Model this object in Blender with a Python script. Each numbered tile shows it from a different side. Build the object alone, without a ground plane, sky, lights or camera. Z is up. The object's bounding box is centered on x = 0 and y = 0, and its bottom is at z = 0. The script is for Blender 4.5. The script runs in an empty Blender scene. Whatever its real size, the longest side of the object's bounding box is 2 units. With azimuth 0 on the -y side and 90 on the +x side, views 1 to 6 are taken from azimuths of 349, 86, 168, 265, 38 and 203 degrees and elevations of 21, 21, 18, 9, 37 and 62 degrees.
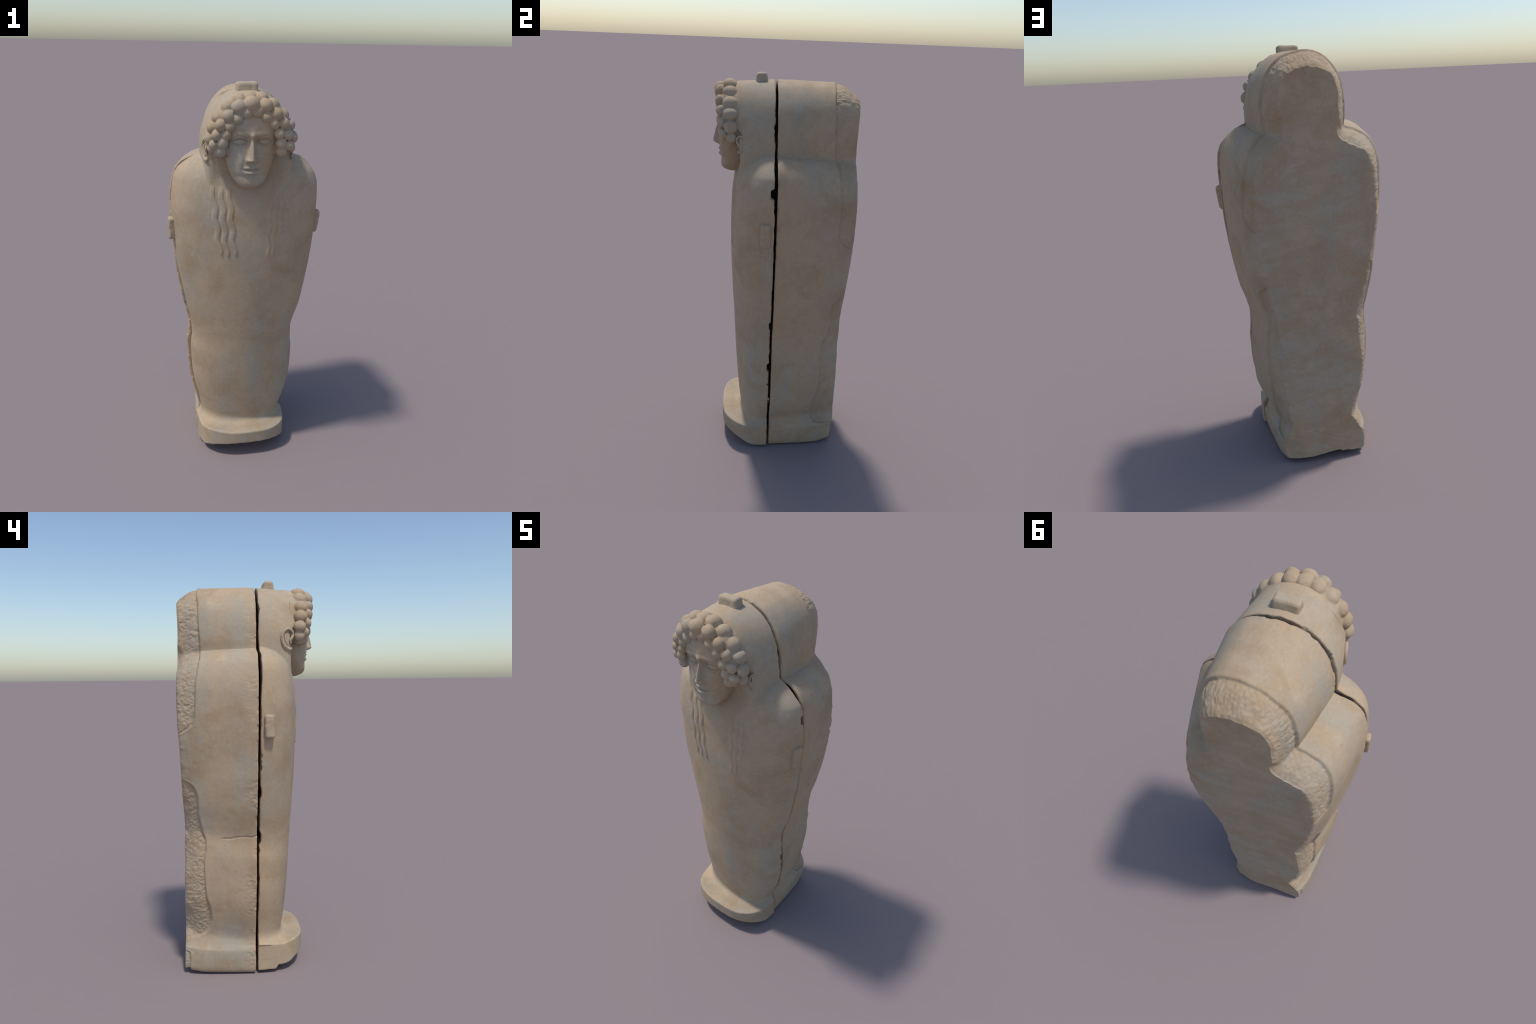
# Marble sarcophagus in human shape, standing upright: a deep coffin box behind,
# a lid with a carved head, curls, hair locks and a foot ledge in front.
import bpy, math
import numpy as np
from mathutils import Vector, Matrix

f32 = np.float32

# ------------------------------------------------------------------ helpers
def smooth(a, b, x):
    t = np.clip((x - a) / (b - a), 0, 1)
    return t * t * (3 - 2 * t)

def smin(a, b, k):
    h = np.clip(0.5 + 0.5 * (b - a) / k, 0, 1)
    return b + (a - b) * h - k * h * (1 - h)

def smax(a, b, k):
    return -smin(-a, -b, k)

def table(z, pts):
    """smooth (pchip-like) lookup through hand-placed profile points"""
    p = np.array(pts, float)
    X, Y = p[:, 0], p[:, 1]
    d = np.diff(Y) / np.diff(X)
    m = np.zeros_like(Y)
    m[1:-1] = np.where(d[:-1] * d[1:] > 0, 2 * d[:-1] * d[1:] / (d[:-1] + d[1:] + 1e-12), 0)
    m[0], m[-1] = d[0], d[-1]
    zz = np.clip(z, X[0], X[-1])
    i = np.clip(np.searchsorted(X, zz) - 1, 0, len(X) - 2)
    h = X[i + 1] - X[i]
    t = (zz - X[i]) / h
    return ((2*t**3 - 3*t**2 + 1) * Y[i] + (t**3 - 2*t**2 + t) * h * m[i]
            + (-2*t**3 + 3*t**2) * Y[i + 1] + (t**3 - t**2) * h * m[i + 1])

def _hash(ix, iy, iz, seed):
    h = (ix * 374761393 + iy * 668265263 + iz * 2147483647 + seed * 1274126177) & 0xFFFFFFFF
    h = ((h ^ (h >> 13)) * 1274126177) & 0xFFFFFFFF
    h = (h ^ (h >> 16)) & 0xFFFF
    return h / 65535.0

def noise3(x, y, z, seed=0):
    """value noise in -1..1"""
    x, y, z = np.broadcast_arrays(x, y, z)
    fx, fy, fz = np.floor(x), np.floor(y), np.floor(z)
    ix, iy, iz = fx.astype(np.int64), fy.astype(np.int64), fz.astype(np.int64)
    u, v, w = x - fx, y - fy, z - fz
    u, v, w = (t * t * (3 - 2 * t) for t in (u, v, w))
    r = 0
    for dx in (0, 1):
        for dy in (0, 1):
            for dz in (0, 1):
                r = r + (_hash(ix + dx, iy + dy, iz + dz, seed)
                         * (u if dx else 1 - u) * (v if dy else 1 - v) * (w if dz else 1 - w))
    return r * 2 - 1

def fbm(x, y, z, freq, octaves=3, seed=0):
    r, a, s = 0, 1.0, 0
    for k in range(octaves):
        r = r + a * noise3(x * freq, y * freq, z * freq, seed + 17 * k)
        s += a
        a *= 0.5
        freq *= 2.03
    return r / s

def catmull(pts, per):
    """dense centripetal-ish curve through points; per[i] samples on span i"""
    P = np.array(pts, float)
    Q = np.vstack([2 * P[0] - P[1], P, 2 * P[-1] - P[-2]])
    out = []
    for i in range(len(P) - 1):
        p0, p1, p2, p3 = Q[i:i + 4]
        n = per[i]
        t0 = 0
        t1 = t0 + np.linalg.norm(p1 - p0) ** .5 + 1e-6
        t2 = t1 + np.linalg.norm(p2 - p1) ** .5 + 1e-6
        t3 = t2 + np.linalg.norm(p3 - p2) ** .5 + 1e-6
        t = np.linspace(t1, t2, n, endpoint=False)[:, None]
        A1 = (t1 - t) / (t1 - t0) * p0 + (t - t0) / (t1 - t0) * p1
        A2 = (t2 - t) / (t2 - t1) * p1 + (t - t1) / (t2 - t1) * p2
        A3 = (t3 - t) / (t3 - t2) * p2 + (t - t2) / (t3 - t2) * p3
        B1 = (t2 - t) / (t2 - t0) * A1 + (t - t0) / (t2 - t0) * A2
        B2 = (t3 - t) / (t3 - t1) * A2 + (t - t1) / (t3 - t1) * A3
        out.append((t2 - t) / (t2 - t1) * B1 + (t - t1) / (t2 - t1) * B2)
    out.append(P[-1][None])
    return np.vstack(out)

def mesh_from(name, V, F, smooth_shade=True):
    V = np.asarray(V, f32)
    F = np.asarray(F, np.int32)
    me = bpy.data.meshes.new(name)
    n = F.shape[1]
    me.vertices.add(len(V))
    me.vertices.foreach_set("co", V.ravel())
    me.loops.add(F.size)
    me.loops.foreach_set("vertex_index", F.ravel())
    me.polygons.add(len(F))
    me.polygons.foreach_set("loop_start", np.arange(0, F.size, n, dtype=np.int32))
    me.update(calc_edges=True)
    me.validate()
    if smooth_shade:
        me.polygons.foreach_set("use_smooth", np.ones(len(me.polygons), bool))
    return me

def add(name, me, parent, mat):
    ob = bpy.data.objects.new(name, me)
    bpy.context.scene.collection.objects.link(ob)
    ob.parent = parent
    if mat is not None and len(me.materials) == 0:
        me.materials.append(mat)
    return ob

def grid_faces(nr, nc, wrap=False, flip=False):
    r = np.arange(nr - 1)[:, None]
    c = np.arange(nc if wrap else nc - 1)[None, :]
    c2 = (c + 1) % nc
    F = np.stack([r * nc + c, r * nc + c2, (r + 1) * nc + c2, (r + 1) * nc + c], -1).reshape(-1, 4)
    return F[:, ::-1] if flip else F

# ------------------------------------------------------------------ materials
def stone(name, streak=0.0, warm=0.0, grit=0.35):
    m = bpy.data.materials.new(name)
    m.use_nodes = True
    nt = m.node_tree
    N, L = nt.nodes, nt.links
    bsdf = N["Principled BSDF"]
    geo = N.new("ShaderNodeNewGeometry")

    def mapped(scale, rot=(0, 0, 0)):
        mp = N.new("ShaderNodeMapping")
        mp.inputs["Scale"].default_value = scale
        mp.inputs["Rotation"].default_value = rot
        L.new(geo.outputs["Position"], mp.inputs["Vector"])
        return mp.outputs[0]

    def tex(vec, scale, detail=4, rough=0.55, dist=0.0):
        t = N.new("ShaderNodeTexNoise")
        t.inputs["Scale"].default_value = scale
        t.inputs["Detail"].default_value = detail
        t.inputs["Roughness"].default_value = rough
        t.inputs["Distortion"].default_value = dist
        L.new(vec, t.inputs["Vector"])
        return t.outputs["Fac"]

    def rng(src, a, b, lo=0.0, hi=1.0):
        r = N.new("ShaderNodeMapRange")
        for k, v in zip(range(1, 5), (a, b, lo, hi)):
            r.inputs[k].default_value = v
        L.new(src, r.inputs[0])
        return r.outputs[0]

    def mix(fac, a, b, mode='MIX'):
        x = N.new("ShaderNodeMix")
        x.data_type = 'RGBA'
        x.blend_type = mode
        for s, v in ((x.inputs[0], fac), (x.inputs[6], a), (x.inputs[7], b)):
            if isinstance(v, (tuple, float, int)):
                s.default_value = v if not isinstance(v, tuple) else (*v, 1)
            else:
                L.new(v, s)
        return x.outputs[2]

    plain = mapped((1, 1, 1))
    tall = mapped((1, 1, 0.35))
    cream, grey, tan = STONE_CREAM, STONE_GREY, STONE_TAN
    c = mix(rng(tex(tall, 3.6, 5, .6, .5), .44, .60), cream, grey)
    c = mix(rng(tex(plain, 5.0, 5, .6, .6), .47, .68, 0, .85 + warm), c, tan)
    c = mix(rng(tex(plain, 15, 4, .6, .3), .60, .76, 0, .45), c, STONE_RUST)
    c = mix(rng(tex(plain, 9, 3, .5), .60, .75, 0, .35), c, STONE_PALE)
    if streak:
        def strokes(angle, squash):
            a = N.new("ShaderNodeMapping")
            a.inputs["Rotation"].default_value = (0, math.radians(angle), 0)
            L.new(geo.outputs["Position"], a.inputs["Vector"])
            b = N.new("ShaderNodeMapping")
            b.inputs["Scale"].default_value = (1, 1, squash)
            L.new(a.outputs[0], b.inputs["Vector"])
            return b.outputs[0]
        c = mix(rng(tex(strokes(-9, 7.0), 2.2, 5, .65, .3), .44, .66, 0, streak), c, STONE_STREAK)
        c = mix(rng(tex(strokes(14, 16.0), 1.9, 4, .6, .2), .54, .72, 0, streak * .7), c, STONE_TAN)
        c = mix(rng(tex(strokes(-16, 12.0), 1.5, 4, .6, .2), .56, .70, 0, streak * .5), c, STONE_GREY)
    # cloudy mottling a few centimetres across, faint streaks down the stone
    c = mix(rng(tex(plain, 28, 5, .7, .5), .50, .72, 0, .42), c, STONE_TAN)
    c = mix(rng(tex(plain, 34, 4, .65, .3), .56, .72, 0, .40), c, STONE_PALE)
    c = mix(rng(tex(mapped((26, 26, 2.2)), 1.0, 4, .6, .2), .55, .75, 0, .30), c, STONE_GREY)
    # ochre stain gathering along the joint
    xyz = N.new("ShaderNodeSeparateXYZ")
    L.new(geo.outputs["Position"], xyz.inputs[0])
    near = N.new("ShaderNodeMath")
    near.operation = 'ADD'
    near.inputs[1].default_value = .04
    L.new(xyz.outputs[1], near.inputs[0])
    ab = N.new("ShaderNodeMath")
    ab.operation = 'ABSOLUTE'
    L.new(near.outputs[0], ab.inputs[0])
    gate = N.new("ShaderNodeMath")
    gate.operation = 'MULTIPLY'
    L.new(rng(ab.outputs[0], .01, .075, .75, 0), gate.inputs[0])
    L.new(rng(tex(plain, 7, 4, .6, .4), .42, .62), gate.inputs[1])
    c = mix(gate.outputs[0], c, STONE_OCHRE)
    # fine grain, both darker specks and lighter ones
    c = mix(rng(tex(plain, 70, 4, .7), .35, .65, 0, .16), c, (.58, .47, .345))
    c = mix(rng(tex(plain, 190, 2, .6), .58, .74, 0, .20), c, (.24, .18, .125))
    L.new(c, bsdf.inputs["Base Color"])
    bsdf.inputs["Roughness"].default_value = 0.85
    bsdf.inputs["Specular IOR Level"].default_value = 0.2
    bp = N.new("ShaderNodeBump")
    bp.inputs["Strength"].default_value = grit
    bp.inputs["Distance"].default_value = 0.0015
    L.new(tex(plain, 120, 5, .65), bp.inputs["Height"])
    L.new(bp.outputs[0], bsdf.inputs["Normal"])
    return m

STONE_CREAM = (0.444, 0.332, 0.220)
STONE_GREY = (.375, .330, .258)
STONE_TAN = (0.361, 0.250, 0.144)
STONE_RUST = (.44, .235, .115)
STONE_PALE = (0.496, 0.394, 0.273)
STONE_OCHRE = (.47, .325, .195)
STONE_STREAK = (.35, .245, .155)

marble = stone("weathered_marble", grit=.5)
marble_sawn = stone("sawn_marble", streak=.5)
marble_rough = stone("chiselled_marble", warm=.1, grit=.8)
marble_carved = stone("carved_marble", grit=.3)

# ------------------------------------------------------------------ joint plane
def y_joint(x, z):
    """front edge of the coffin box"""
    return -.022 - .0118 * z - .013 * x

# ------------------------------------------------------------------ top object
top = bpy.data.objects.new("sarcophagus", None)
bpy.context.scene.collection.objects.link(top)
top["label"] = "upright weathered marble coffin carved as a human figure with curled hair"
top["category"] = "sarcophagus"

# ================================================================== coffin box
# matched outline stations: (x, z) at the joint, at y = .24, and at the back face
RIGHT = [
 ((-0.020, 0.000), (-0.025, 0.006), (-0.022, 0.022)),
 ((0.150, 0.000), (0.140, 0.006), (0.120, 0.022)),
 ((0.205, 0.004), (0.190, 0.010), (0.170, 0.024)),
 ((0.216, 0.018), (0.199, 0.028), (0.181, 0.038)),
 ((0.226, 0.106), (0.207, 0.128), (0.190, 0.140)),
 ((0.225, 0.117), (0.205, 0.136), (0.188, 0.148)),
 ((0.211, 0.138), (0.195, 0.158), (0.176, 0.172)),
 ((0.202, 0.170), (0.184, 0.195), (0.158, 0.215)),
 ((0.239, 0.250), (0.202, 0.270), (0.167, 0.300)),
 ((0.267, 0.400), (0.227, 0.420), (0.186, 0.440)),
 ((0.274, 0.520), (0.234, 0.530), (0.193, 0.550)),
 ((0.268, 0.640), (0.231, 0.650), (0.196, 0.660)),
 ((0.274, 0.710), (0.232, 0.740), (0.203, 0.740)),
 ((0.293, 0.790), (0.249, 0.820), (0.218, 0.840)),
 ((0.322, 0.900), (0.277, 0.920), (0.236, 0.930)),
 ((0.349, 1.060), (0.310, 1.080), (0.268, 1.070)),
 ((0.364, 1.250), (0.325, 1.250), (0.286, 1.250)),
 ((0.373, 1.400), (0.320, 1.400), (0.286, 1.390)),
 ((0.369, 1.490), (0.308, 1.480), (0.266, 1.485)),
 ((0.363, 1.550), (0.293, 1.530), (0.245, 1.540)),
 ((0.339, 1.593), (0.271, 1.570), (0.205, 1.577)),
 ((0.293, 1.635), (0.238, 1.605), (0.175, 1.603)),
 ((0.250, 1.645), (0.212, 1.624), (0.154, 1.622)),
 ((0.232, 1.650), (0.202, 1.631), (0.149, 1.630)),
 ((0.231, 1.660), (0.203, 1.642), (0.148, 1.642)),
 ((0.232, 1.700), (0.210, 1.700), (0.150, 1.690)),
 ((0.229, 1.760), (0.208, 1.760), (0.157, 1.755)),
 ((0.212, 1.830), (0.195, 1.830), (0.150, 1.820)),
 ((0.168, 1.900), (0.162, 1.897), (0.128, 1.868)),
 ((0.115, 1.947), (0.110, 1.943), (0.090, 1.892)),
 ((0.055, 1.968), (0.055, 1.961), (0.045, 1.902)),
 ((0.005, 1.972), (0.010, 1.967), (0.010, 1.906)),
]
LEFT = [
 ((-0.055, 1.966), (-0.035, 1.961), (-0.022, 1.903)),
 ((-0.115, 1.945), (-0.075, 1.942), (-0.055, 1.891)),
 ((-0.161, 1.895), (-0.115, 1.903), (-0.086, 1.866)),
 ((-0.196, 1.830), (-0.148, 1.850), (-0.106, 1.825)),
 ((-0.216, 1.765), (-0.163, 1.780), (-0.111, 1.765)),
 ((-0.221, 1.700), (-0.167, 1.700), (-0.114, 1.690)),
 ((-0.220, 1.668), (-0.163, 1.658), (-0.117, 1.640)),
 ((-0.221, 1.658), (-0.163, 1.646), (-0.119, 1.627)),
 ((-0.236, 1.653), (-0.172, 1.640), (-0.130, 1.615)),
 ((-0.293, 1.637), (-0.220, 1.624), (-0.162, 1.595)),
 ((-0.340, 1.600), (-0.276, 1.590), (-0.199, 1.575)),
 ((-0.361, 1.550), (-0.308, 1.545), (-0.243, 1.545)),
 ((-0.375, 1.490), (-0.324, 1.490), (-0.266, 1.490)),
 ((-0.379, 1.400), (-0.331, 1.400), (-0.279, 1.400)),
 ((-0.375, 1.250), (-0.328, 1.250), (-0.285, 1.250)),
 ((-0.356, 1.060), (-0.309, 1.070), (-0.259, 1.070)),
 ((-0.329, 0.900), (-0.290, 0.920), (-0.233, 0.930)),
 ((-0.306, 0.800), (-0.268, 0.820), (-0.214, 0.830)),
 ((-0.296, 0.730), (-0.257, 0.750), (-0.206, 0.770)),
 ((-0.310, 0.630), (-0.266, 0.640), (-0.213, 0.660)),
 ((-0.306, 0.540), (-0.268, 0.550), (-0.221, 0.550)),
 ((-0.294, 0.400), (-0.257, 0.420), (-0.213, 0.400)),
 ((-0.262, 0.250), (-0.226, 0.280), (-0.178, 0.300)),
 ((-0.253, 0.185), (-0.217, 0.210), (-0.164, 0.227)),
 ((-0.258, 0.160), (-0.230, 0.172), (-0.194, 0.182)),
 ((-0.269, 0.134), (-0.242, 0.148), (-0.215, 0.156)),
 ((-0.270, 0.122), (-0.249, 0.138), (-0.221, 0.145)),
 ((-0.264, 0.018), (-0.245, 0.028), (-0.224, 0.040)),
 ((-0.252, 0.004), (-0.232, 0.010), (-0.212, 0.024)),
 ((-0.200, 0.000), (-0.190, 0.006), (-0.170, 0.022)),
 ((-0.020, 0.000), (-0.025, 0.006), (-0.022, 0.022)),
]
BAND_R = [(0, .40), (.13, .40), (.15, .225), (.20, .20), (.28, .197), (.355, .222), (.44, .228), (.57, .223),
          (.67, .228), (.73, .258), (.80, .257), (.90, .262), (.94, .30), (.97, .345), (1.0, .40), (1.18, .40),
          (1.205, .345), (1.25, .275), (1.30, .25), (1.42, .255), (1.52, .25), (1.59, .242), (1.65, .226),
          (1.72, .22), (1.85, .216), (1.91, .220), (1.98, .235)]
BAND_L = [(0, .318), (.12, .318), (.14, .40), (.17, .40), (.20, .27), (.23, .225), (.30, .205), (.37, .21), (.44, .228), (.58, .235),
          (.71, .223), (.78, .24), (.86, .258), (.945, .26), (1.0, .28), (1.03, .33), (1.05, .40), (1.23, .40),
          (1.262, .327), (1.305, .274), (1.375, .262), (1.494, .254), (1.583, .242), (1.643, .231), (1.76, .236),
          (1.87, .239), (1.98, .242)]
BACK_Y = [(0, .346), (.2, .337), (.43, .332), (.8, .325), (.95, .332), (1.1, .336), (1.25, .342), (1.4, .345),
          (1.6, .341), (1.75, .338), (1.92, .344)]

def build_coffin():
    S = RIGHT + LEFT
    seam = [s[0] for s in S]
    d = np.linalg.norm(np.diff(np.array(seam), axis=0), axis=1)
    per = [max(3, int(round(k / .0033))) for k in d]
    C0, C1, C2 = (catmull([s[k] for s in S], per)[:-1] for k in range(3))
    n = len(C0)
    side = np.where(np.arange(n) < sum(per[:len(RIGHT) - 1]), 1.0, -1.0)
    ys = y_joint(C0[:, 0], C0[:, 1])
    yb = table(C2[:, 1], BACK_Y)
    # the back falls away a little towards its right edge
    yb = yb - .007 * smooth(.10, .24, C2[:, 0])
    ys = ys + .0016 * fbm(C0[:, 0], 0 * ys, C0[:, 1], 30, 3, 5)
    # edge-on rows: denser where the chiselled band lies
    a = np.concatenate([np.linspace(0, .03, 9)[:-1], np.linspace(.03, .55, 28)[:-1], np.linspace(.55, 1.0, 62)])
    rows, band_w = [], []
    for k in a:
        y = ys + (yb - ys) * k
        # monotone curve through the three stations
        y1 = .24
        P = np.empty_like(C0)
        h0, h1 = y1 - ys, yb - y1
        for c in (0, 1):
            d0, d1 = (C1[:, c] - C0[:, c]) / h0, (C2[:, c] - C1[:, c]) / h1
            mm = np.where(d0 * d1 > 0, 2 * d0 * d1 / (d0 + d1 + np.where(d0 + d1 == 0, 1, 0)), 0)
            t0, t1 = (y - ys) / h0, (y - y1) / h1
            def herm(t, p, q, ma, mb, h):
                return ((2*t**3 - 3*t**2 + 1) * p + (t**3 - 2*t**2 + t) * h * ma
                        + (-2*t**3 + 3*t**2) * q + (t**3 - t**2) * h * mb)
            P[:, c] = np.where(y < y1, herm(t0, C0[:, c], C1[:, c], d0, mm, h0),
                               herm(t1, C1[:, c], C2[:, c], mm, d1 * 1.1, h1))
        rows.append(np.stack([P[:, 0], y, P[:, 1]], -1))
    G = np.array(rows)                       # rows x n x 3
    # in-plane outward normal of the outline
    T = np.roll(G, -1, 1) - np.roll(G, 1, 1)
    nx, nz = T[..., 2], -T[..., 0]
    ln = np.sqrt(nx**2 + nz**2) + 1e-9
    nx, nz = nx / ln, nz / ln
    X, Y, Z = G[..., 0], G[..., 1], G[..., 2]
    sd = np.broadcast_to(side, X.shape)
    ybd = np.where(sd > 0, table(Z, BAND_R), table(Z, BAND_L))
    # blend both sides' band lines over the crown
    wc = smooth(-.06, .06, X)
    crown = smooth(1.86, 1.93, Z)
    ybd = ybd * (1 - crown) + crown * (wc * table(Z, BAND_R) + (1 - wc) * table(Z, BAND_L))
    ybd = ybd + .003 * fbm(X, Y * 0, Z, 22, 2, 9)
    w = smooth(-.0025, .0035, Y - ybd)
    yB = np.broadcast_to(yb, Y.shape)
    run = np.clip((Y - ybd) / np.maximum(yB - ybd, .02), 0, 1)
    off = -w * (.0105 * (1 - run)**1.5 + .001)
    # bulging lip beside the band
    off += .0012 * np.exp(-((Y - ybd + .010) / .009)**2) * (ybd < .36)
    # chisel pits: short strokes running across the band
    ch = (noise3(X * 110 + 3, Y * 85 + Z * 30, Z * 135, 3) * .8 + noise3(X * 60, Y * 50, Z * 70, 4) * .5
          + .35 * noise3(X * 190, Y * 150, Z * 220, 6))
    off += w * .0026 * ch * np.where(sd > 0, .45 + .55 * smooth(1.80, 1.90, Z), 1)
    # broken arris at the back face
    eb = smooth(.05, .0, yB - Y)
    off += eb * (.008 * fbm(X, Y * .3, Z, 19, 3, 21) - .002)
    spall = smooth(.3, .7, noise3(X * 13, 0 * Y, Z * 13, 23)) * smooth(.028, 0, yB - Y)
    off += -.009 * spall
    corner = smooth(.010, 0, yB - Y)
    off += -corner * .004
    # worn joint edge and pitted zone beside it (stronger on the left flank)
    ed = Y - ys[None, :]
    off += -.004 * (1 - smooth(0, .008, ed))**2
    pit = smooth(.085, .01, ed) * np.where(sd < 0, 1, .35) * smooth(.1, .5, fbm(X, Y, Z, 14, 2, 31) + .25)
    off += pit * .0022 * (noise3(X * 120, Y * 120, Z * 120, 32) + .6 * noise3(X * 60, Y * 60, Z * 60, 33) - .5)
    chip = smooth(.35, .75, noise3(X * 24, Y * 0, Z * 24, 41)) * smooth(.014, 0, ed)
    off += -chip * .006
    # gentle hand-worked unevenness all over
    off += .0022 * fbm(X, Y, Z, 6, 3, 51) + .0006 * fbm(X, Y, Z, 30, 2, 52)
    # fuller calf and thigh halfway back on the left flank
    swell = np.exp(-((Z - .36) / .13)**2) + .9 * np.exp(-((Z - .85) / .11)**2)
    off += .010 * swell * np.exp(-((Y - .06) / .085)**2) * (sd < 0)
    off += .006 * np.exp(-((Z - 1.02) / .07)**2) * np.exp(-((Y - .06) / .09)**2) * (sd < 0)
    off += .010 * (np.exp(-((Z - .31) / .06)**2) + .7 * np.exp(-((Z - .50) / .08)**2)) * np.exp(-((Y - .03) / .07)**2) * (sd > 0)
    # crack across the left flank below the knee
    zc = .735 + .012 * (Y - .1) / .15 * -1 + .004 * noise3(Y * 40, 0 * Y, 0 * Y, 8)
    crack = np.exp(-((Z - zc) / .0028)**2) * smooth(.16, .13, Y) * (sd < 0)
    off += -.0045 * crack
    G[..., 0] += nx * off
    G[..., 2] += nz * off
    # the right rear corner of the base is knocked off
    G[..., 1] -= .020 * smooth(.06, .19, G[..., 0]) * smooth(.18, .06, G[..., 2]) * smooth(.22, .34, G[..., 1])
    lift = -np.minimum(G[..., 2], 0)
    G[..., 2] += lift
    nr = len(a)
    # spine to which the end caps shrink
    def spine(P):
        z = P[:, 1]
        return np.stack([np.interp(z, [0, .7, 1.6, 2], [-.02, -.002, 0, .01]) , np.clip(z, .16, 1.72)], -1)
    B = G[-1]
    sp = spine(C2)
    caps = []
    for k in np.concatenate([[.006, .014, .024, .036], np.linspace(.05, 1, 62)]):
        x = B[:, 0] + (sp[:, 0] - B[:, 0]) * k
        z = B[:, 2] + (sp[:, 1] - B[:, 2]) * k
        y = B[:, 1] + (table(z, BACK_Y) - B[:, 1]) * smooth(0, .3, k)
        y = y + .0015 * smooth(0, .012, k) - .020 * smooth(.06, .19, x) * smooth(.18, .06, z) * smooth(0, .3, k)
        und = .0035 * fbm(x, 0 * x, z, 5, 2, 61) + .0005 * fbm(x, 0 * x, z * 6, 9, 2, 62)
        # long oblique saw lines
        q = z + .12 * x
        und = und + .0004 * noise3(q * 38, x * 2, 0 * x, 63) - .0014 * np.exp(-((z - .10 - .45 * (x - .02)) / .006)**2) \
            - .0014 * np.exp(-((z - .16 - .45 * (x - .02)) / .005)**2)
        caps.append(np.stack([x, y + und * smooth(0, .05, k), z], -1))
    # rim at the joint, then a hollow for the body
    A = G[0]
    sp = spine(A[:, [0, 2]])
    dist = np.linalg.norm(sp - A[:, [0, 2]], axis=1)
    inner = []
    for off_in, dy in ((.002, -.0006), (.012, -.001), (.020, 0), (.023, .005), (.040, .10), (.075, .19)):
        k = np.clip(off_in * (1 + 1.8 * smooth(.02, -.10, A[:, 0])) / dist, 0, .6)
        inner.append(np.stack([A[:, 0] + (sp[:, 0] - A[:, 0]) * k, A[:, 1] + dy, A[:, 2] + (sp[:, 1] - A[:, 2]) * k], -1))
    inner.append(np.stack([sp[:, 0], A[:, 1] * 0 + .185, sp[:, 1]], -1))
    allr = np.concatenate([np.array(inner)[::-1], G, np.array(caps)], 0)
    F = grid_faces(len(allr), n, wrap=True, flip=True)
    me = mesh_from("coffin_box", allr.reshape(-1, 3), F)
    # materials by region: smooth walls, chiselled band, sawn back
    for m in (marble, marble_rough, marble_sawn):
        me.materials.append(m)
    ni = len(inner)
    wf = np.zeros((len(allr), n))
    wf[ni:ni + nr] = w
    idx = np.zeros(len(F), np.int32)
    idx[wf.reshape(-1)[F].mean(1) > .5] = 1
    rowi = (np.arange(len(F)) // n)
    idx[rowi >= ni + nr - 1] = 2
    if len(me.polygons) == len(F):
        me.polygons.foreach_set("material_index", idx)
    ob = add("coffin_box", me, top, None)
    return ob

build_coffin()

# ================================================================== lid
LID_R = [(0, .200), (.10, .202), (.16, .206), (.227, .226), (.324, .255), (.448, .274), (.55, .276), (.627, .269),
         (.69, .268), (.85, .311), (1.01, .342), (1.22, .370), (1.35, .378), (1.43, .381), (1.50, .379), (1.56, .361),
         (1.60, .328), (1.63, .291), (1.655, .242), (1.68, .18), (1.70, .10), (1.71, .03)]
LID_L = [(0, .232), (.10, .234), (.16, .243), (.208, .243), (.258, .249), (.356, .271), (.47, .286), (.599, .290),
         (.687, .282), (.757, .288), (.879, .311), (1.005, .335), (1.10, .352), (1.223, .365), (1.397, .371),
         (1.47, .367), (1.542, .357), (1.585, .341), (1.625, .30), (1.655, .24), (1.68, .18), (1.70, .10), (1.71, .03)]
LID_F = [(0, -.160), (.15, -.170), (.229, -.190), (.35, -.203), (.56, -.220), (.78, -.232), (.90, -.241), (1.08, -.251),
         (1.25, -.255), (1.385, -.253), (1.48, -.244), (1.55, -.228), (1.60, -.204), (1.64, -.170), (1.67, -.128),
         (1.70, -.08), (1.71, -.06)]

def y_lid_edge(x, z):
    yl = y_joint(x, z) - .0125
    yl = yl + .0030 * fbm(x, 0 * x, z, 30, 3, 71)
    ch = smooth(.30, .62, noise3(x * 21, 0 * x, z * 21, 72))
    yl = yl - .0065 * ch * (.6 + .4 * noise3(x * 90, 0 * x, z * 90, 73))
    # the lid has shrunk back from the box over the shoulders
    yl = yl - .004 * smooth(1.42, 1.52, z) * smooth(1.68, 1.60, z)
    # a larger spall high on the right arm, a few missing flakes lower down
    for cz, hh, dp in ((1.50, .028, .016), (.545, .03, .012), (.80, .03, .008), (.44, .010, .008)):
        yl = yl - dp * smooth(hh, hh * .6, np.abs(z - cz)) * (x > .15)
    for cz, hh, dp in ((.73, .045, .010), (.97, .05, .006)):
        yl = yl - dp * smooth(hh, hh * .3, np.abs(z - cz)) * (x < -.15)
    return yl

def f_body(x, y, z):
    wr, wl = table(z, LID_R), table(z, LID_L)
    xc = np.where(x > 0, 0, 0)
    w = np.where(x > 0, wr, wl)
    b = -.03 - table(z, LID_F)
    dy = np.maximum(-.03 - y, 0)
    # rounder over the front, steeper at the flanks
    r = ((np.abs(x - xc) / w)**(1.95 + .35 * smooth(1.15, 1.45, z)) + (dy / b)**2.6 + 1e-9)**(1 / 2.25)
    return (r - 1) * np.minimum(w, b) * 1.0

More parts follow.
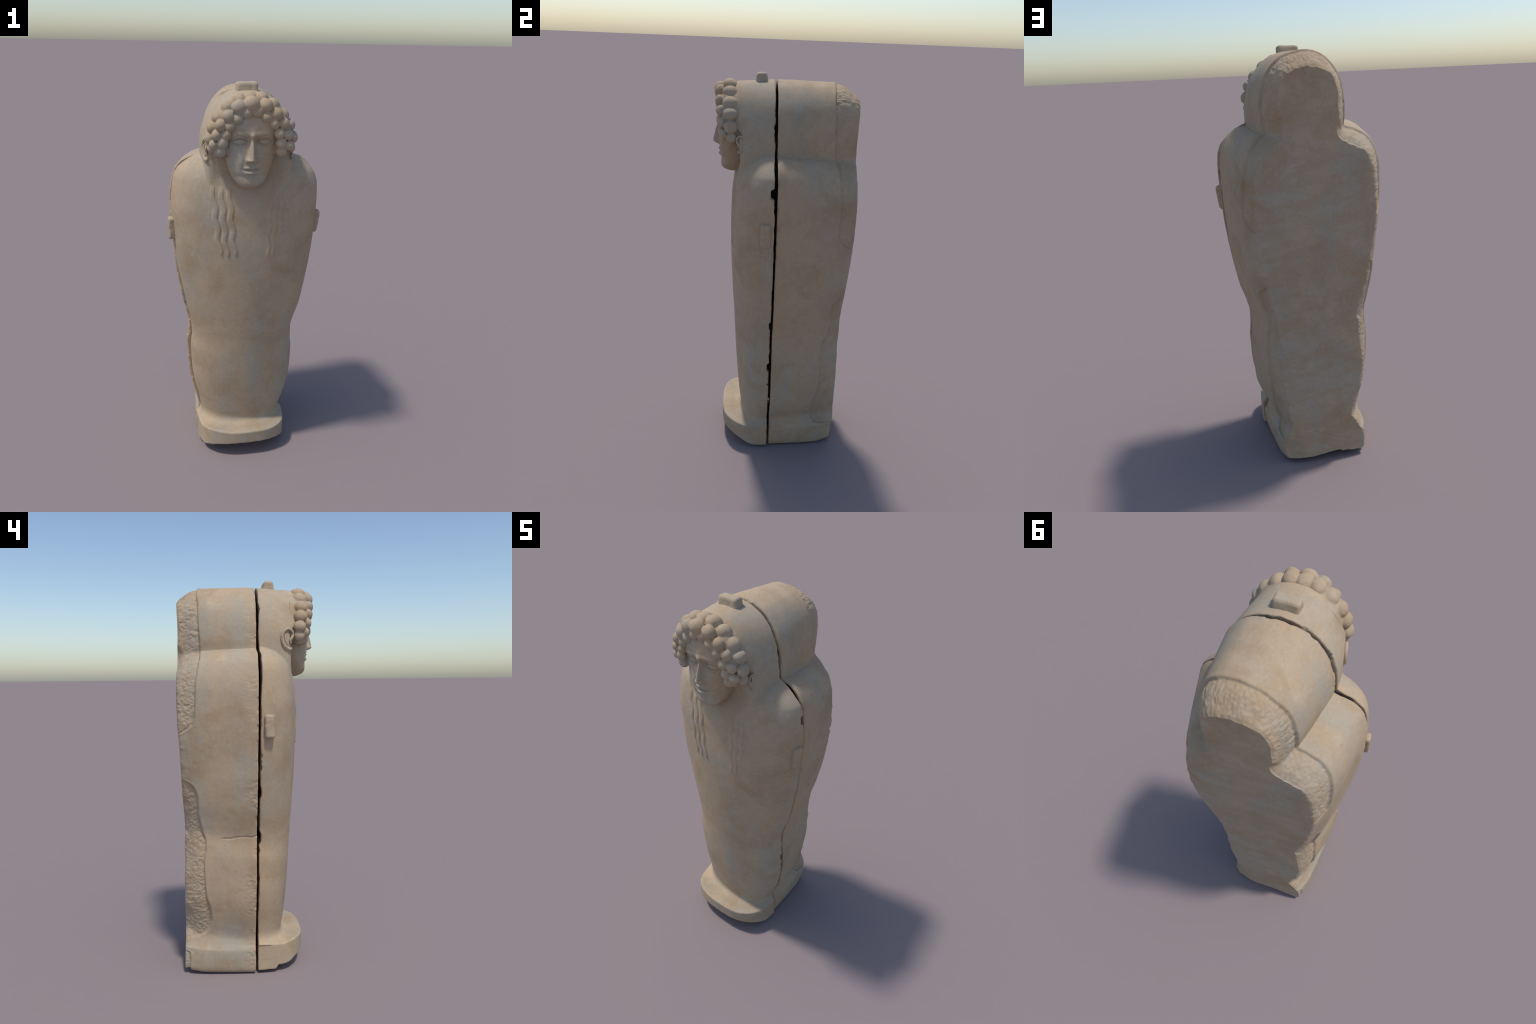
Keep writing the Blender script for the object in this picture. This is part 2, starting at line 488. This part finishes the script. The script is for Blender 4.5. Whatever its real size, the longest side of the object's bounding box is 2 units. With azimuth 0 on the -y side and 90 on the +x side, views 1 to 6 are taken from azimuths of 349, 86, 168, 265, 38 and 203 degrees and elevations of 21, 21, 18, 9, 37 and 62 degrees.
def f_head(x, y, z):
    f = np.clip((-.05 - y) / .20, 0, 1.3)
    xs = (x - .001) / (1 - (.095 + (.065 + .03 * (x > 0)) * smooth(1.72, 1.86, z)) * f**1.2)
    zs = z + .012 * f
    Z = np.maximum(zs - 1.70, 0) / .270
    g = ((np.abs(xs) / .226)**2.15 + Z**2.15 + 1e-9)**(1 / 2.15) - 1
    g = g * .22
    yfr = -.215 - .010 * smooth(1.60, 1.42, z) - .040 * smooth(1.73, 1.78, z)
    g = smax(g, yfr - y, .035)
    return smax(g, 1.38 - z, .02)

def f_hairmass(x, y, z):
    """the thick hair roll under the curls"""
    Z = np.maximum(z - 1.735, 0) / .205
    Zb = np.maximum(1.735 - z, 0) / .055
    g = ((np.abs(x + .003) / .182)**2.6 + Z**2.4 + Zb**2.6 + 1e-9)**(1 / 2.5) - 1
    g = g * .17
    return smax(g, -.285 - .020 * smooth(1.75, 1.81, z) - y, .03)

def foot_plan(x, y):
    dy = np.maximum(-.035 - y, 0)
    w = np.where(x > -.012, .241, .250)
    r = ((np.abs(x + .012) / w)**3.0 + (dy / .252)**3.0 + 1e-9)**(1 / 3.0)
    return (r - 1) * .235

def f_foot(x, y, z):
    """ledge with a D-shaped plan; the underside is broken away towards the front"""
    dy = np.maximum(-.035 - y, 0)
    g = foot_plan(x, y)
    zt = .121 + .036 * smooth(.02, .24, dy) + .013 * smooth(-.05, -.22, x)
    left = smooth(-.02, -.12, x)
    zb = (.012 + .070 * smooth(.06, .25, dy)) * (1 - left) \
        + left * (.016 + .022 * smooth(.088, .108, dy + .008 * noise3(x * 40, y * 40, z * 0, 77)) + .044 * smooth(.15, .25, dy))
    zb = zb + .004 * fbm(x, y, 0 * z, 22, 2, 78)
    g = smax(g, z - zt, .010)
    return smax(g, zb - z, .008)

def f_lid(x, y, z):
    b = f_body(x, y, z)
    h = f_head(x, y, z)
    t = h
    d = smin(b, t, .009)
    zb = .10 - z
    d = smax(d, zb, .01)
    d = smin(d, f_foot(x, y, z), .004 + .070 * smooth(.05, .11, z))
    d = np.maximum(d, foot_plan(x, y) - .0005 - .2 * smooth(.15, .22, z))
    d = d - .0016 * fbm(x, y, z, 6, 2, 81)
    d = smax(d, y - y_lid_edge(x, z), .005)
    # shallow hollow on the inner side
    cav = np.maximum(np.minimum(b, t) + .022 + .038 * smooth(.02, -.10, x), -.115 - y)
    cav = np.maximum(cav, .25 - z)
    return np.maximum(d, -cav)

def surface_nets(func, lo, hi, h):
    nx, ny, nz = (int(math.ceil((b - a) / h)) + 1 for a, b in zip(lo, hi))
    xs, ys, zs = (lo[i] + h * np.arange(k) for i, k in enumerate((nx, ny, nz)))
    F = np.empty((nx, ny, nz), f32)
    for k in range(0, nz, 24):
        X, Y, Z = np.meshgrid(xs, ys, zs[k:k + 24], indexing='ij')
        F[:, :, k:k + 24] = func(X, Y, Z)
    S = F < 0
    cnt = np.zeros((nx - 1, ny - 1, nz - 1), np.uint8)
    for dx in (0, 1):
        for dy in (0, 1):
            for dz in (0, 1):
                cnt += S[dx:nx - 1 + dx, dy:ny - 1 + dy, dz:nz - 1 + dz]
    act = (cnt > 0) & (cnt < 8)
    ijk = np.argwhere(act)
    idx = np.full(act.shape, -1, np.int32)
    idx[act] = np.arange(len(ijk))
    acc = np.zeros((len(ijk), 3))
    num = np.zeros(len(ijk))
    corners = [(a, b, c) for a in (0, 1) for b in (0, 1) for c in (0, 1)]
    vals = {c: F[ijk[:, 0] + c[0], ijk[:, 1] + c[1], ijk[:, 2] + c[2]].astype(float) for c in corners}
    for c in corners:
        for ax in range(3):
            if c[ax] == 0:
                e = list(c)
                e[ax] = 1
                a, b = vals[c], vals[tuple(e)]
                m = (a < 0) != (b < 0)
                t = np.where(m, a / np.where(m, a - b, 1), 0)
                p = np.array(c, float)[None] + t[:, None] * np.eye(3)[ax][None]
                acc += p * m[:, None]
                num += m
    V = (ijk + acc / num[:, None]) * h + np.array(lo)
    quads = []
    for ax in range(3):
        sl0 = [slice(None)] * 3
        sl1 = [slice(None)] * 3
        sl0[ax], sl1[ax] = slice(0, -1), slice(1, None)
        cross = S[tuple(sl0)] != S[tuple(sl1)]
        E = np.argwhere(cross)
        o1, o2 = [(1, 2), (2, 0), (0, 1)][ax]
        ok = ((E[:, o1] > 0) & (E[:, o2] > 0) & (E[:, o1] < act.shape[o1]) & (E[:, o2] < act.shape[o2]))
        E = E[ok]
        inside = S[E[:, 0], E[:, 1], E[:, 2]]
        def cell(d1, d2):
            c = E.copy()
            c[:, o1] -= d1
            c[:, o2] -= d2
            return idx[c[:, 0], c[:, 1], c[:, 2]]
        q = np.stack([cell(1, 1), cell(0, 1), cell(0, 0), cell(1, 0)], -1)
        q[~inside] = q[~inside][:, ::-1]
        quads.append(q)
    return V, np.vstack(quads)

def project(func, V, h, it=3):
    V = V.copy()
    e = h * .25
    for _ in range(it):
        x, y, z = V.T
        f0 = func(x, y, z)
        g = np.stack([func(x + e, y, z) - func(x - e, y, z), func(x, y + e, z) - func(x, y - e, z),
                      func(x, y, z + e) - func(x, y, z - e)], -1) / (2 * e)
        g2 = (g**2).sum(1) + 1e-6
        st = -f0[:, None] * g / g2[:, None]
        ln = np.linalg.norm(st, axis=1)[:, None] + 1e-12
        V += st * np.minimum(1, .6 * h / ln)
    return V

def vertex_normals(V, F):
    a, b, c, d = (V[F[:, k]] for k in range(4))
    fn = np.cross(c - a, d - b)
    N = np.zeros_like(V)
    for k in range(4):
        np.add.at(N, F[:, k], fn)
    return N / (np.linalg.norm(N, axis=1)[:, None] + 1e-12)

def build_lid():
    h = .0040
    V, F = surface_nets(f_lid, (-.40, -.315, -.012), (.40, -.012, 1.99), h)
    V = project(f_lid, V, h)
    V[:, 2] = np.maximum(V[:, 2], 0)
    N = vertex_normals(V, F)
    cen = V[F].mean(1)
    x, y, z = cen.T
    fb, fh = f_body(x, y, z), f_head(x, y, z)
    reg = np.where((fh < fb) & (z > 1.45), 0, np.where(z > .70, 1, np.where(z > .17, 2, 3)))
    out = {}
    for k, nm in enumerate(("head", "torso", "legs", "foot_ledge")):
        f = F[reg == k]
        used, inv = np.unique(f, return_inverse=True)
        me = mesh_from(nm, V[used], inv.reshape(f.shape))
        me.normals_split_custom_set_from_vertices(N[used].astype(f32))
        out[nm] = add(nm, me, top, marble)
    return out

lid = build_lid()

def front_y(x, z, lo=-.30, hi=-.05, func=f_lid):
    """first hit of the lid surface going back from the front"""
    a, b = np.full_like(x, lo), np.full_like(x, hi)
    ygrid = np.linspace(lo, hi, 60)
    first = np.full_like(x, hi)
    done = np.zeros(x.shape, bool)
    for y in ygrid:
        ins = func(x, np.full_like(x, y), z) < 0
        new = ins & ~done
        b[new] = y
        a[new] = y - (hi - lo) / 59
        done |= ins
    for _ in range(14):
        m = (a + b) / 2
        ins = func(x, m, z) < 0
        b = np.where(ins, m, b)
        a = np.where(ins, a, m)
    return b

# ------------------------------------------------------------------ hair locks on the chest
def hair_lock(path, width, height, phase):
    P = catmull(path, [26] * (len(path) - 1))
    n = len(P)
    s = np.linspace(0, 1, n)
    T = np.gradient(P, axis=0)
    T /= np.linalg.norm(T, axis=1)[:, None]
    Nn = np.stack([T[:, 1], -T[:, 0]], -1)
    m = 21
    t = np.linspace(-1, 1, m)
    wv = width * (.75 + .25 * np.sin(math.pi * np.clip(s * 1.1, 0, 1))) * np.sqrt(np.clip((1.0 - s) / .05, 0.06, 1))
    X = P[:, 0][:, None] + Nn[:, 0][:, None] * wv[:, None] * t[None]
    Z = P[:, 1][:, None] + Nn[:, 1][:, None] * wv[:, None] * t[None]
    Y = front_y(X.ravel(), Z.ravel()).reshape(X.shape)
    dome = (1 - np.abs(t[None])**3.0)
    hh = height * smooth(0, .14, s)
    Y = Y - hh[:, None] * dome + .0022 * (np.abs(t[None])**5) + .0012
    V = np.stack([X, Y, Z], -1).reshape(-1, 3)
    me = mesh_from("hair_lock", V, grid_faces(n, m))
    add("hair_lock", me, lid["torso"], marble_carved)

def wavy(x0, x1, z0, z1, amp, waves, ph):
    z = np.linspace(z0, z1, 15)
    k = (z0 - z) / (z0 - z1)
    x = x0 + (x1 - x0) * k + amp * np.sin(2 * math.pi * waves * k + ph) * (0.35 + .65 * np.minimum(1, k * 3))
    x[-3:] += np.array([.001, .003, .006])
    return [(a, b) for a, b in zip(x, z)]

for x0, x1, zt, zb in ((-.185, -.150, 1.555, 1.192), (-.144, -.118, 1.55, 1.184), (-.107, -.080, 1.55, 1.188)):
    hair_lock(wavy(x0, x1, zt, zb, .0052, 3.4, .6), .0178, .0054, x0 * 90)
for x0, x1, zt, zb in ((.097, .088, 1.52, 1.172), (.130, .112, 1.52, 1.170), (.160, .138, 1.51, 1.162)):
    hair_lock(wavy(x0, x1, zt, zb, .0046, 3.4, 2.4), .0150, .0040, x0 * 90)

# ------------------------------------------------------------------ lifting lugs
def rounded_block(name, size, r, parent, loc, rot=(0, 0, 0), taper=(0.0, 0.0)):
    """superquadric-like block with rounded edges"""
    n = 28
    V, F = [], []
    def fld(x, y, z):
        tx, ty = (1 - t * (z / size[2]) for t in taper)
        qx, qy, qz = np.abs(x) / tx - size[0] + r, np.abs(y) / ty - size[1] + r, np.abs(z) - size[2] + r
        return (np.sqrt(np.maximum(qx, 0)**2 + np.maximum(qy, 0)**2 + np.maximum(qz, 0)**2)
                + np.minimum(np.maximum(qx, np.maximum(qy, qz)), 0) - r + .0030 * fbm(x + loc[0], y + loc[1], z + loc[2], 34, 3, 91))
    h = .0028
    ext = [size[0] * (1 + abs(taper[0])) + .008, size[1] * (1 + abs(taper[1])) + .008, size[2] + .008]
    V, F = surface_nets(fld, [-k for k in ext], ext, h)
    V = project(fld, V, h, 2)
    M = Matrix.Translation(loc) @ Matrix.Rotation(rot[2], 4, 'Z') @ Matrix.Rotation(rot[1], 4, 'Y') @ Matrix.Rotation(rot[0], 4, 'X')
    Mn = np.array(M)
    V = V @ Mn[:3, :3].T + Mn[:3, 3]
    return add(name, mesh_from(name, V, F), parent, marble)

rounded_block("lifting_lug", (.0515, .029, .038), .013, lid["head"], (-.002, -.119, 1.962), (math.radians(3), math.radians(-1.5), 0), (.0, .22))
rounded_block("lifting_lug", (.026, .023, .055), .011, lid["torso"], (-.364, -.083, 1.293), (0, math.radians(2), math.radians(6)))
rounded_block("lifting_lug", (.025, .024, .060), .018, lid["torso"], (.362, -.093, 1.304), (0, math.radians(4), math.radians(-6)), (-.12, .05))

# ------------------------------------------------------------------ face
FACE_C = [(1.50, -.292), (1.527, -.296), (1.540, -.3085), (1.555, -.3135), (1.575, -.3110), (1.593, -.3085), (1.61, -.3115),
          (1.64, -.3150), (1.66, -.3170), (1.70, -.3150), (1.75, -.3150), (1.785, -.3245), (1.82, -.3270), (1.86, -.324), (1.90, -.315)]

def face_depth(X, Z, q, down):
    """front surface of the face; X is measured from the face axis"""
    g = lambda a, s: np.exp(-(a / s)**2)
    p = 2.5 + 3.3 * down
    drop = .078 * (1 - np.clip(1 - q**p, 0, 1)**(1 / p))
    y = table(Z, FACE_C) + drop
    aX = np.abs(X)
    # brow ridge running into the nose
    zb = 1.787 - 1.6 * np.maximum(aX - .055, 0)**1.5 - .006 * g(aX, .022)
    y -= .0038 * g(Z - zb, .0120) * smooth(.115, .085, aX)
    # eye sockets
    y += .0105 * g(aX - .046, .036) * g(Z - 1.758, .019)
    y += .0060 * g(aX - .026, .011) * g(Z - 1.752, .022)
    # cheeks
    y -= .004 * g(aX - .055, .03) * g(Z - 1.69, .03)
    # nose
    nh = np.interp(Z, [1.652, 1.657, 1.664, 1.672, 1.69, 1.71, 1.74, 1.77, 1.80, 1.83],
                   [0, .004, .024, .033, .031, .027, .020, .012, .003, 0])
    wn = np.interp(Z, [1.65, 1.675, 1.70, 1.74, 1.79, 1.83], [.0195, .0178, .0145, .0115, .0125, .02])
    y -= nh * np.exp(-(aX / wn)**2.3)
    y -= .0105 * g(aX - .0195, .0085) * g(Z - 1.671, .0095)
    y += .0030 * g(aX - .034, .008) * g(Z - 1.665, .018)
    # philtrum and lips
    y += .0022 * g(X, .005) * g(Z - 1.650, .007)
    lift = 1.5 * aX**2
    mw = np.clip(1 - (aX / .041)**2, 0, 1)
    y -= .0078 * g(Z - 1.6355 + lift * 1.5 + .0025 * g(X, .005), .0066) * mw
    y += .0056 * g(Z - 1.6245 - lift, .0034) * smooth(.045, .030, aX)
    y -= .0112 * g(Z - 1.6105 - lift, .0088) * np.clip(1 - (aX / .036)**2, 0, 1)
    y += .0030 * g(Z - 1.594, .009) * smooth(.035, .01, aX)
    y += .003 * g(aX - .043, .006) * g(Z - 1.628, .008)
    # eyelids
    for s, zc in ((-1, 1.753), (1, 1.753)):
        ex = X - s * .0600
        ez = Z - zc
        top_ = .0185 * np.clip(1 - (ex / .0355)**2, 0, 1)
        bot_ = -.0190 * np.clip(1 - (ex / .0355)**2, 0, 1)
        inx = smooth(.040, .034, np.abs(ex))
        y -= .0062 * g(ez - top_ - .001, .0032) * inx
        y -= .0050 * g(ez - bot_ + .001, .0029) * inx
        inside = smooth(0, .003, np.minimum(top_ - ez, ez - bot_))
        y += .0012 * inside
    return y

def build_face():
    nth, nr = 420, 190
    th = np.linspace(0, 2 * math.pi, nth, endpoint=False)
    zc = 1.715
    # oval outline: rounded brow above, narrowing jaw below
    OUT = [(1.5245, .0), (1.5262, .018), (1.533, .037), (1.548, .055), (1.575, .077), (1.61, .0945), (1.65, .107), (1.70, .119),
           (1.76, .125), (1.80, .127), (1.84, .118), (1.875, .092), (1.90, .050), (1.906, 0)]
    poly = catmull([(x, z) for z, x in OUT], [40] * (len(OUT) - 1))
    poly = np.vstack([poly, (poly * [-1, 1])[::-1][1:-1]])
    ang = np.arctan2(poly[:, 1] - zc, poly[:, 0])
    rad = np.hypot(poly[:, 0], poly[:, 1] - zc)
    o = np.argsort(ang)
    R = np.interp(((th + math.pi) % (2 * math.pi)) - math.pi, np.concatenate([[ang[o][-1] - 2 * math.pi], ang[o], [ang[o][0] + 2 * math.pi]]),
                  np.concatenate([[rad[o][-1]], rad[o], [rad[o][0]]]))
    q = 1 - (1 - np.linspace(0.002, 1, nr))**1.25
    Q, TH = np.meshgrid(q, th, indexing='ij')
    X = Q * R[None] * np.cos(TH)
    Z = zc + Q * R[None] * np.sin(TH)
    down = np.abs(np.sin(TH))**5
    Y = face_depth(X, Z, Q, down)
    V = [np.stack([X, Y, Z], -1)]
    last = V[0][-1]
    for k in range(1, 9):
        r = last.copy()
        r[:, 1] = last[:, 1] + (-.205 - last[:, 1]) * k / 8
        r[:, 0] *= 1 - .02 * k / 8
        V.append(r[None])
    G = np.concatenate(V, 0)
    # face axis leans slightly and sits left of centre
    G[..., 0] += -.008 + .022 * (G[..., 2] - 1.72)
    G[..., 1] += .0006 * fbm(G[..., 0], G[..., 1], G[..., 2], 40, 2, 95)
    me = mesh_from("face", G.reshape(-1, 3), grid_faces(len(G), nth, wrap=True, flip=True))
    return add("face", me, lid["head"], marble_carved)

face = build_face()

# ------------------------------------------------------------------ blobs: curls and eyeballs
def unit_ball(name, nu=40, nv=24, seed=0):
    v = np.linspace(.001, math.pi - .001, nv)
    u = np.linspace(0, 2 * math.pi, nu, endpoint=False)
    Vv, U = np.meshgrid(v, u, indexing='ij')
    P = np.stack([np.sin(Vv) * np.cos(U), np.sin(Vv) * np.sin(U), np.cos(Vv)], -1)
    r = 1 + .065 * fbm(P[..., 0], P[..., 1], P[..., 2], 1.5, 2, seed)
    return mesh_from(name, (P * r[..., None]).reshape(-1, 3), grid_faces(nv, nu, wrap=True))

for s in (-1, 1):
    me = unit_ball("eye")
    e = add("eye", me, lid["head"], marble_carved)
    e.location = (-.008 + .0007 + s * .0600, -.2945, 1.7525)
    e.scale = (.033, .0165, .0180)
    e.rotation_euler = (0, 0, s * .22)

CURLS = {
 # front row: centre, radius
 'front': [(-.013, -.319, 1.923, .0335), (.051, -.318, 1.915, .0305), (.103, -.318, 1.879, .0255), (.138, -.314, 1.833, .0230),
           (.162, -.306, 1.781, .0225), (.171, -.300, 1.732, .0225), (-.070, -.319, 1.910, .0300), (-.116, -.316, 1.870, .0270),
           (-.152, -.309, 1.825, .0248), (-.171, -.302, 1.781, .0220), (-.184, -.292, 1.737, .0190)],
 'inner': [(.014, -.321, 1.889, .0240), (.058, -.320, 1.866, .0250), (.092, -.318, 1.831, .0228), (.118, -.313, 1.787, .0240),
           (.130, -.306, 1.743, .0235), (.133, -.294, 1.704, .0245), (-.034, -.321, 1.884, .0235), (-.075, -.320, 1.859, .0235),
           (-.108, -.317, 1.822, .0220), (-.126, -.311, 1.784, .0215), (-.142, -.303, 1.747, .0240), (-.149, -.287, 1.709, .0260)],
 'outer': [(-.014, -.272, 1.944, .0300), (.038, -.273, 1.944, .0300), (.093, -.271, 1.917, .0290), (.141, -.270, 1.873, .0275),
           (.174, -.269, 1.822, .0270), (.190, -.266, 1.766, .0265), (.186, -.262, 1.718, .0220), (-.064, -.273, 1.938, .0300),
           (-.115, -.272, 1.908, .0290), (-.158, -.269, 1.863, .0280), (-.184, -.265, 1.813, .0270), (-.196, -.260, 1.764, .0260),
           (-.186, -.257, 1.722, .0245)],
 'low': [(-.156, -.262, 1.700, .024), (.146, -.270, 1.696, .023)],
}
def curl_list():
    """centre, half axes (along the arch, front to back, outward) and tilt of every curl"""
    rs = np.random.RandomState(4)
    out = []
    for row, items in CURLS.items():
        for x, y, z, r in items:
            a = math.atan2(x, z - 1.70)
            j = 1 + .06 * rs.uniform(-1, 1)
            ax = {'outer': (1.14 * j, 1.20, .95), 'front': (1.08 * j, .86, 1.06),
                  'inner': (1.10 * j, .84, 1.06), 'low': (.95, 1.25, .85)}[row]
            out.append((np.array([x * .985, y + .004, z - .005 * (z > 1.85)]), np.array(ax) * r, 0.0 if row == 'low' else a))
    return out

def build_hair():
    curls = curl_list()
    def one(c, x, y, z):
        (cx, cy, cz), (ra, rb, rc), t = c
        dx, dy, dz = x - cx, y - cy, z - cz
        u, v = dx * math.cos(t) - dz * math.sin(t), dx * math.sin(t) + dz * math.cos(t)
        k0 = np.sqrt((u / ra)**2 + (dy / rb)**2 + (v / rc)**2) + 1e-6
        k1 = np.sqrt((u / ra**2)**2 + (dy / rb**2)**2 + (v / rc**2)**2) + 1e-6
        return k0 * (k0 - 1) / k1
    def roll(x, y, z):
        return smax(f_hairmass(x, y, z), y + .21, .004)
    def f(x, y, z):
        d = roll(x, y, z)
        for c in curls:
            d = smin(d, one(c, x, y, z), .0055)
        return d - .0011 * fbm(x, y, z, 45, 2, 97)
    h = .0026
    V, F = surface_nets(f, (-.235, -.352, 1.645), (.228, -.20, 1.985), h)
    V = project(f, V, h, 2)
    N = vertex_normals(V, F)
    x, y, z = V[F].mean(1).T
    D = np.stack([one(c, x, y, z) for c in curls] + [roll(x, y, z) + .004], -1)
    own = D.argmin(1)
    for k in range(len(curls) + 1):
        f_ = F[own == k]
        if len(f_) == 0:
            continue
        used, inv = np.unique(f_, return_inverse=True)
        nm = "hair_curl" if k < len(curls) else "hair_roll"
        me = mesh_from(nm, V[used], inv.reshape(f_.shape))
        me.normals_split_custom_set_from_vertices(N[used].astype(f32))
        add(nm, me, lid["head"], marble_carved)

build_hair()

# ------------------------------------------------------------------ ears
def tube(path, radii, flat=1.0, nseg=18, per=10):
    P = catmull(path, [per] * (len(path) - 1))
    rr = catmull([(r, 0) for r in radii], [per] * (len(radii) - 1))[:, 0]
    T = np.gradient(P, axis=0)
    T /= np.linalg.norm(T, axis=1)[:, None]
    rings = []
    for p, t, r in zip(P, T, rr):
        side = np.array([1.0, 0, 0]) - t * t[0]
        side /= np.linalg.norm(side)
        up = np.cross(t, side)
        a = np.linspace(0, 2 * math.pi, nseg, endpoint=False)
        rings.append(p + r * (np.cos(a)[:, None] * side * flat + np.sin(a)[:, None] * up))
    rings = [np.repeat(P[:1], nseg, 0)] + rings + [np.repeat(P[-1:], nseg, 0)]
    G = np.array(rings)
    return G.reshape(-1, 3), grid_faces(len(G), nseg, wrap=True, flip=False)

def flank_x(y, z, s):
    """where the side of the head lies at (y, z)"""
    a, b = .10, .26
    y = max(y, -.200)
    for _ in range(24):
        m = (a + b) / 2
        if min(f_head(np.array(s * m), np.array(y), np.array(z)), f_body(np.array(s * m), np.array(y), np.array(z))) < 0:
            a = m
        else:
            b = m
    return s * a

def build_ear(s, cy, cz, k, relief):
    """rim, inner fold and front fold, laid on the side of the head; first number is the height above it"""
    rim = [(.000, -.030, .016), (.006, -.024, .034), (.010, -.004, .047), (.010, .018, .036), (.008, .029, .010), (.007, .026, -.018),
           (.006, .012, -.042), (.004, -.008, -.055), (.000, -.022, -.050)]
    fold = [(.001, .002, .026), (.004, .013, .010), (.004, .012, -.012), (.003, .000, -.034)]
    front = [(.000, -.030, .020), (.003, -.022, .002), (.004, -.014, -.010), (.001, -.018, -.026)]
    bowl = [(-.006, -.004, .040), (-.008, .002, .022), (-.009, .004, .0), (-.009, .002, -.022), (-.006, -.004, -.046)]
    off, Vs, Fs = 0, [], []
    for path, rad in ((rim, [.005, .008, .009, .0095, .010, .0105, .011, .011, .006]),
                      (fold, [.004, .007, .007, .005]), (front, [.006, .009, .008, .005]),
                      (bowl, [.006, .016, .019, .017, .008])):
        pts = [(flank_x(cy + p[1] * k, cz + p[2] * k, s) + s * (p[0] * relief - (.003 if relief else .0075)), cy + p[1] * k, cz + p[2] * k) for p in path]
        V, F = tube(pts, [r * (.55 + .45 * relief) for r in rad], .5 if path is bowl else 1.0)
        Vs.append(V)
        Fs.append(F + off)
        off += len(V)
    V, F = np.vstack(Vs), np.vstack(Fs)
    if s < 0:
        F = F[:, ::-1]
    add("ear", mesh_from("ear", V, F), lid["head"], marble_carved)

build_ear(-1, -.194, 1.706, .95, .65)
build_ear(1, -.214, 1.694, .72, .0)
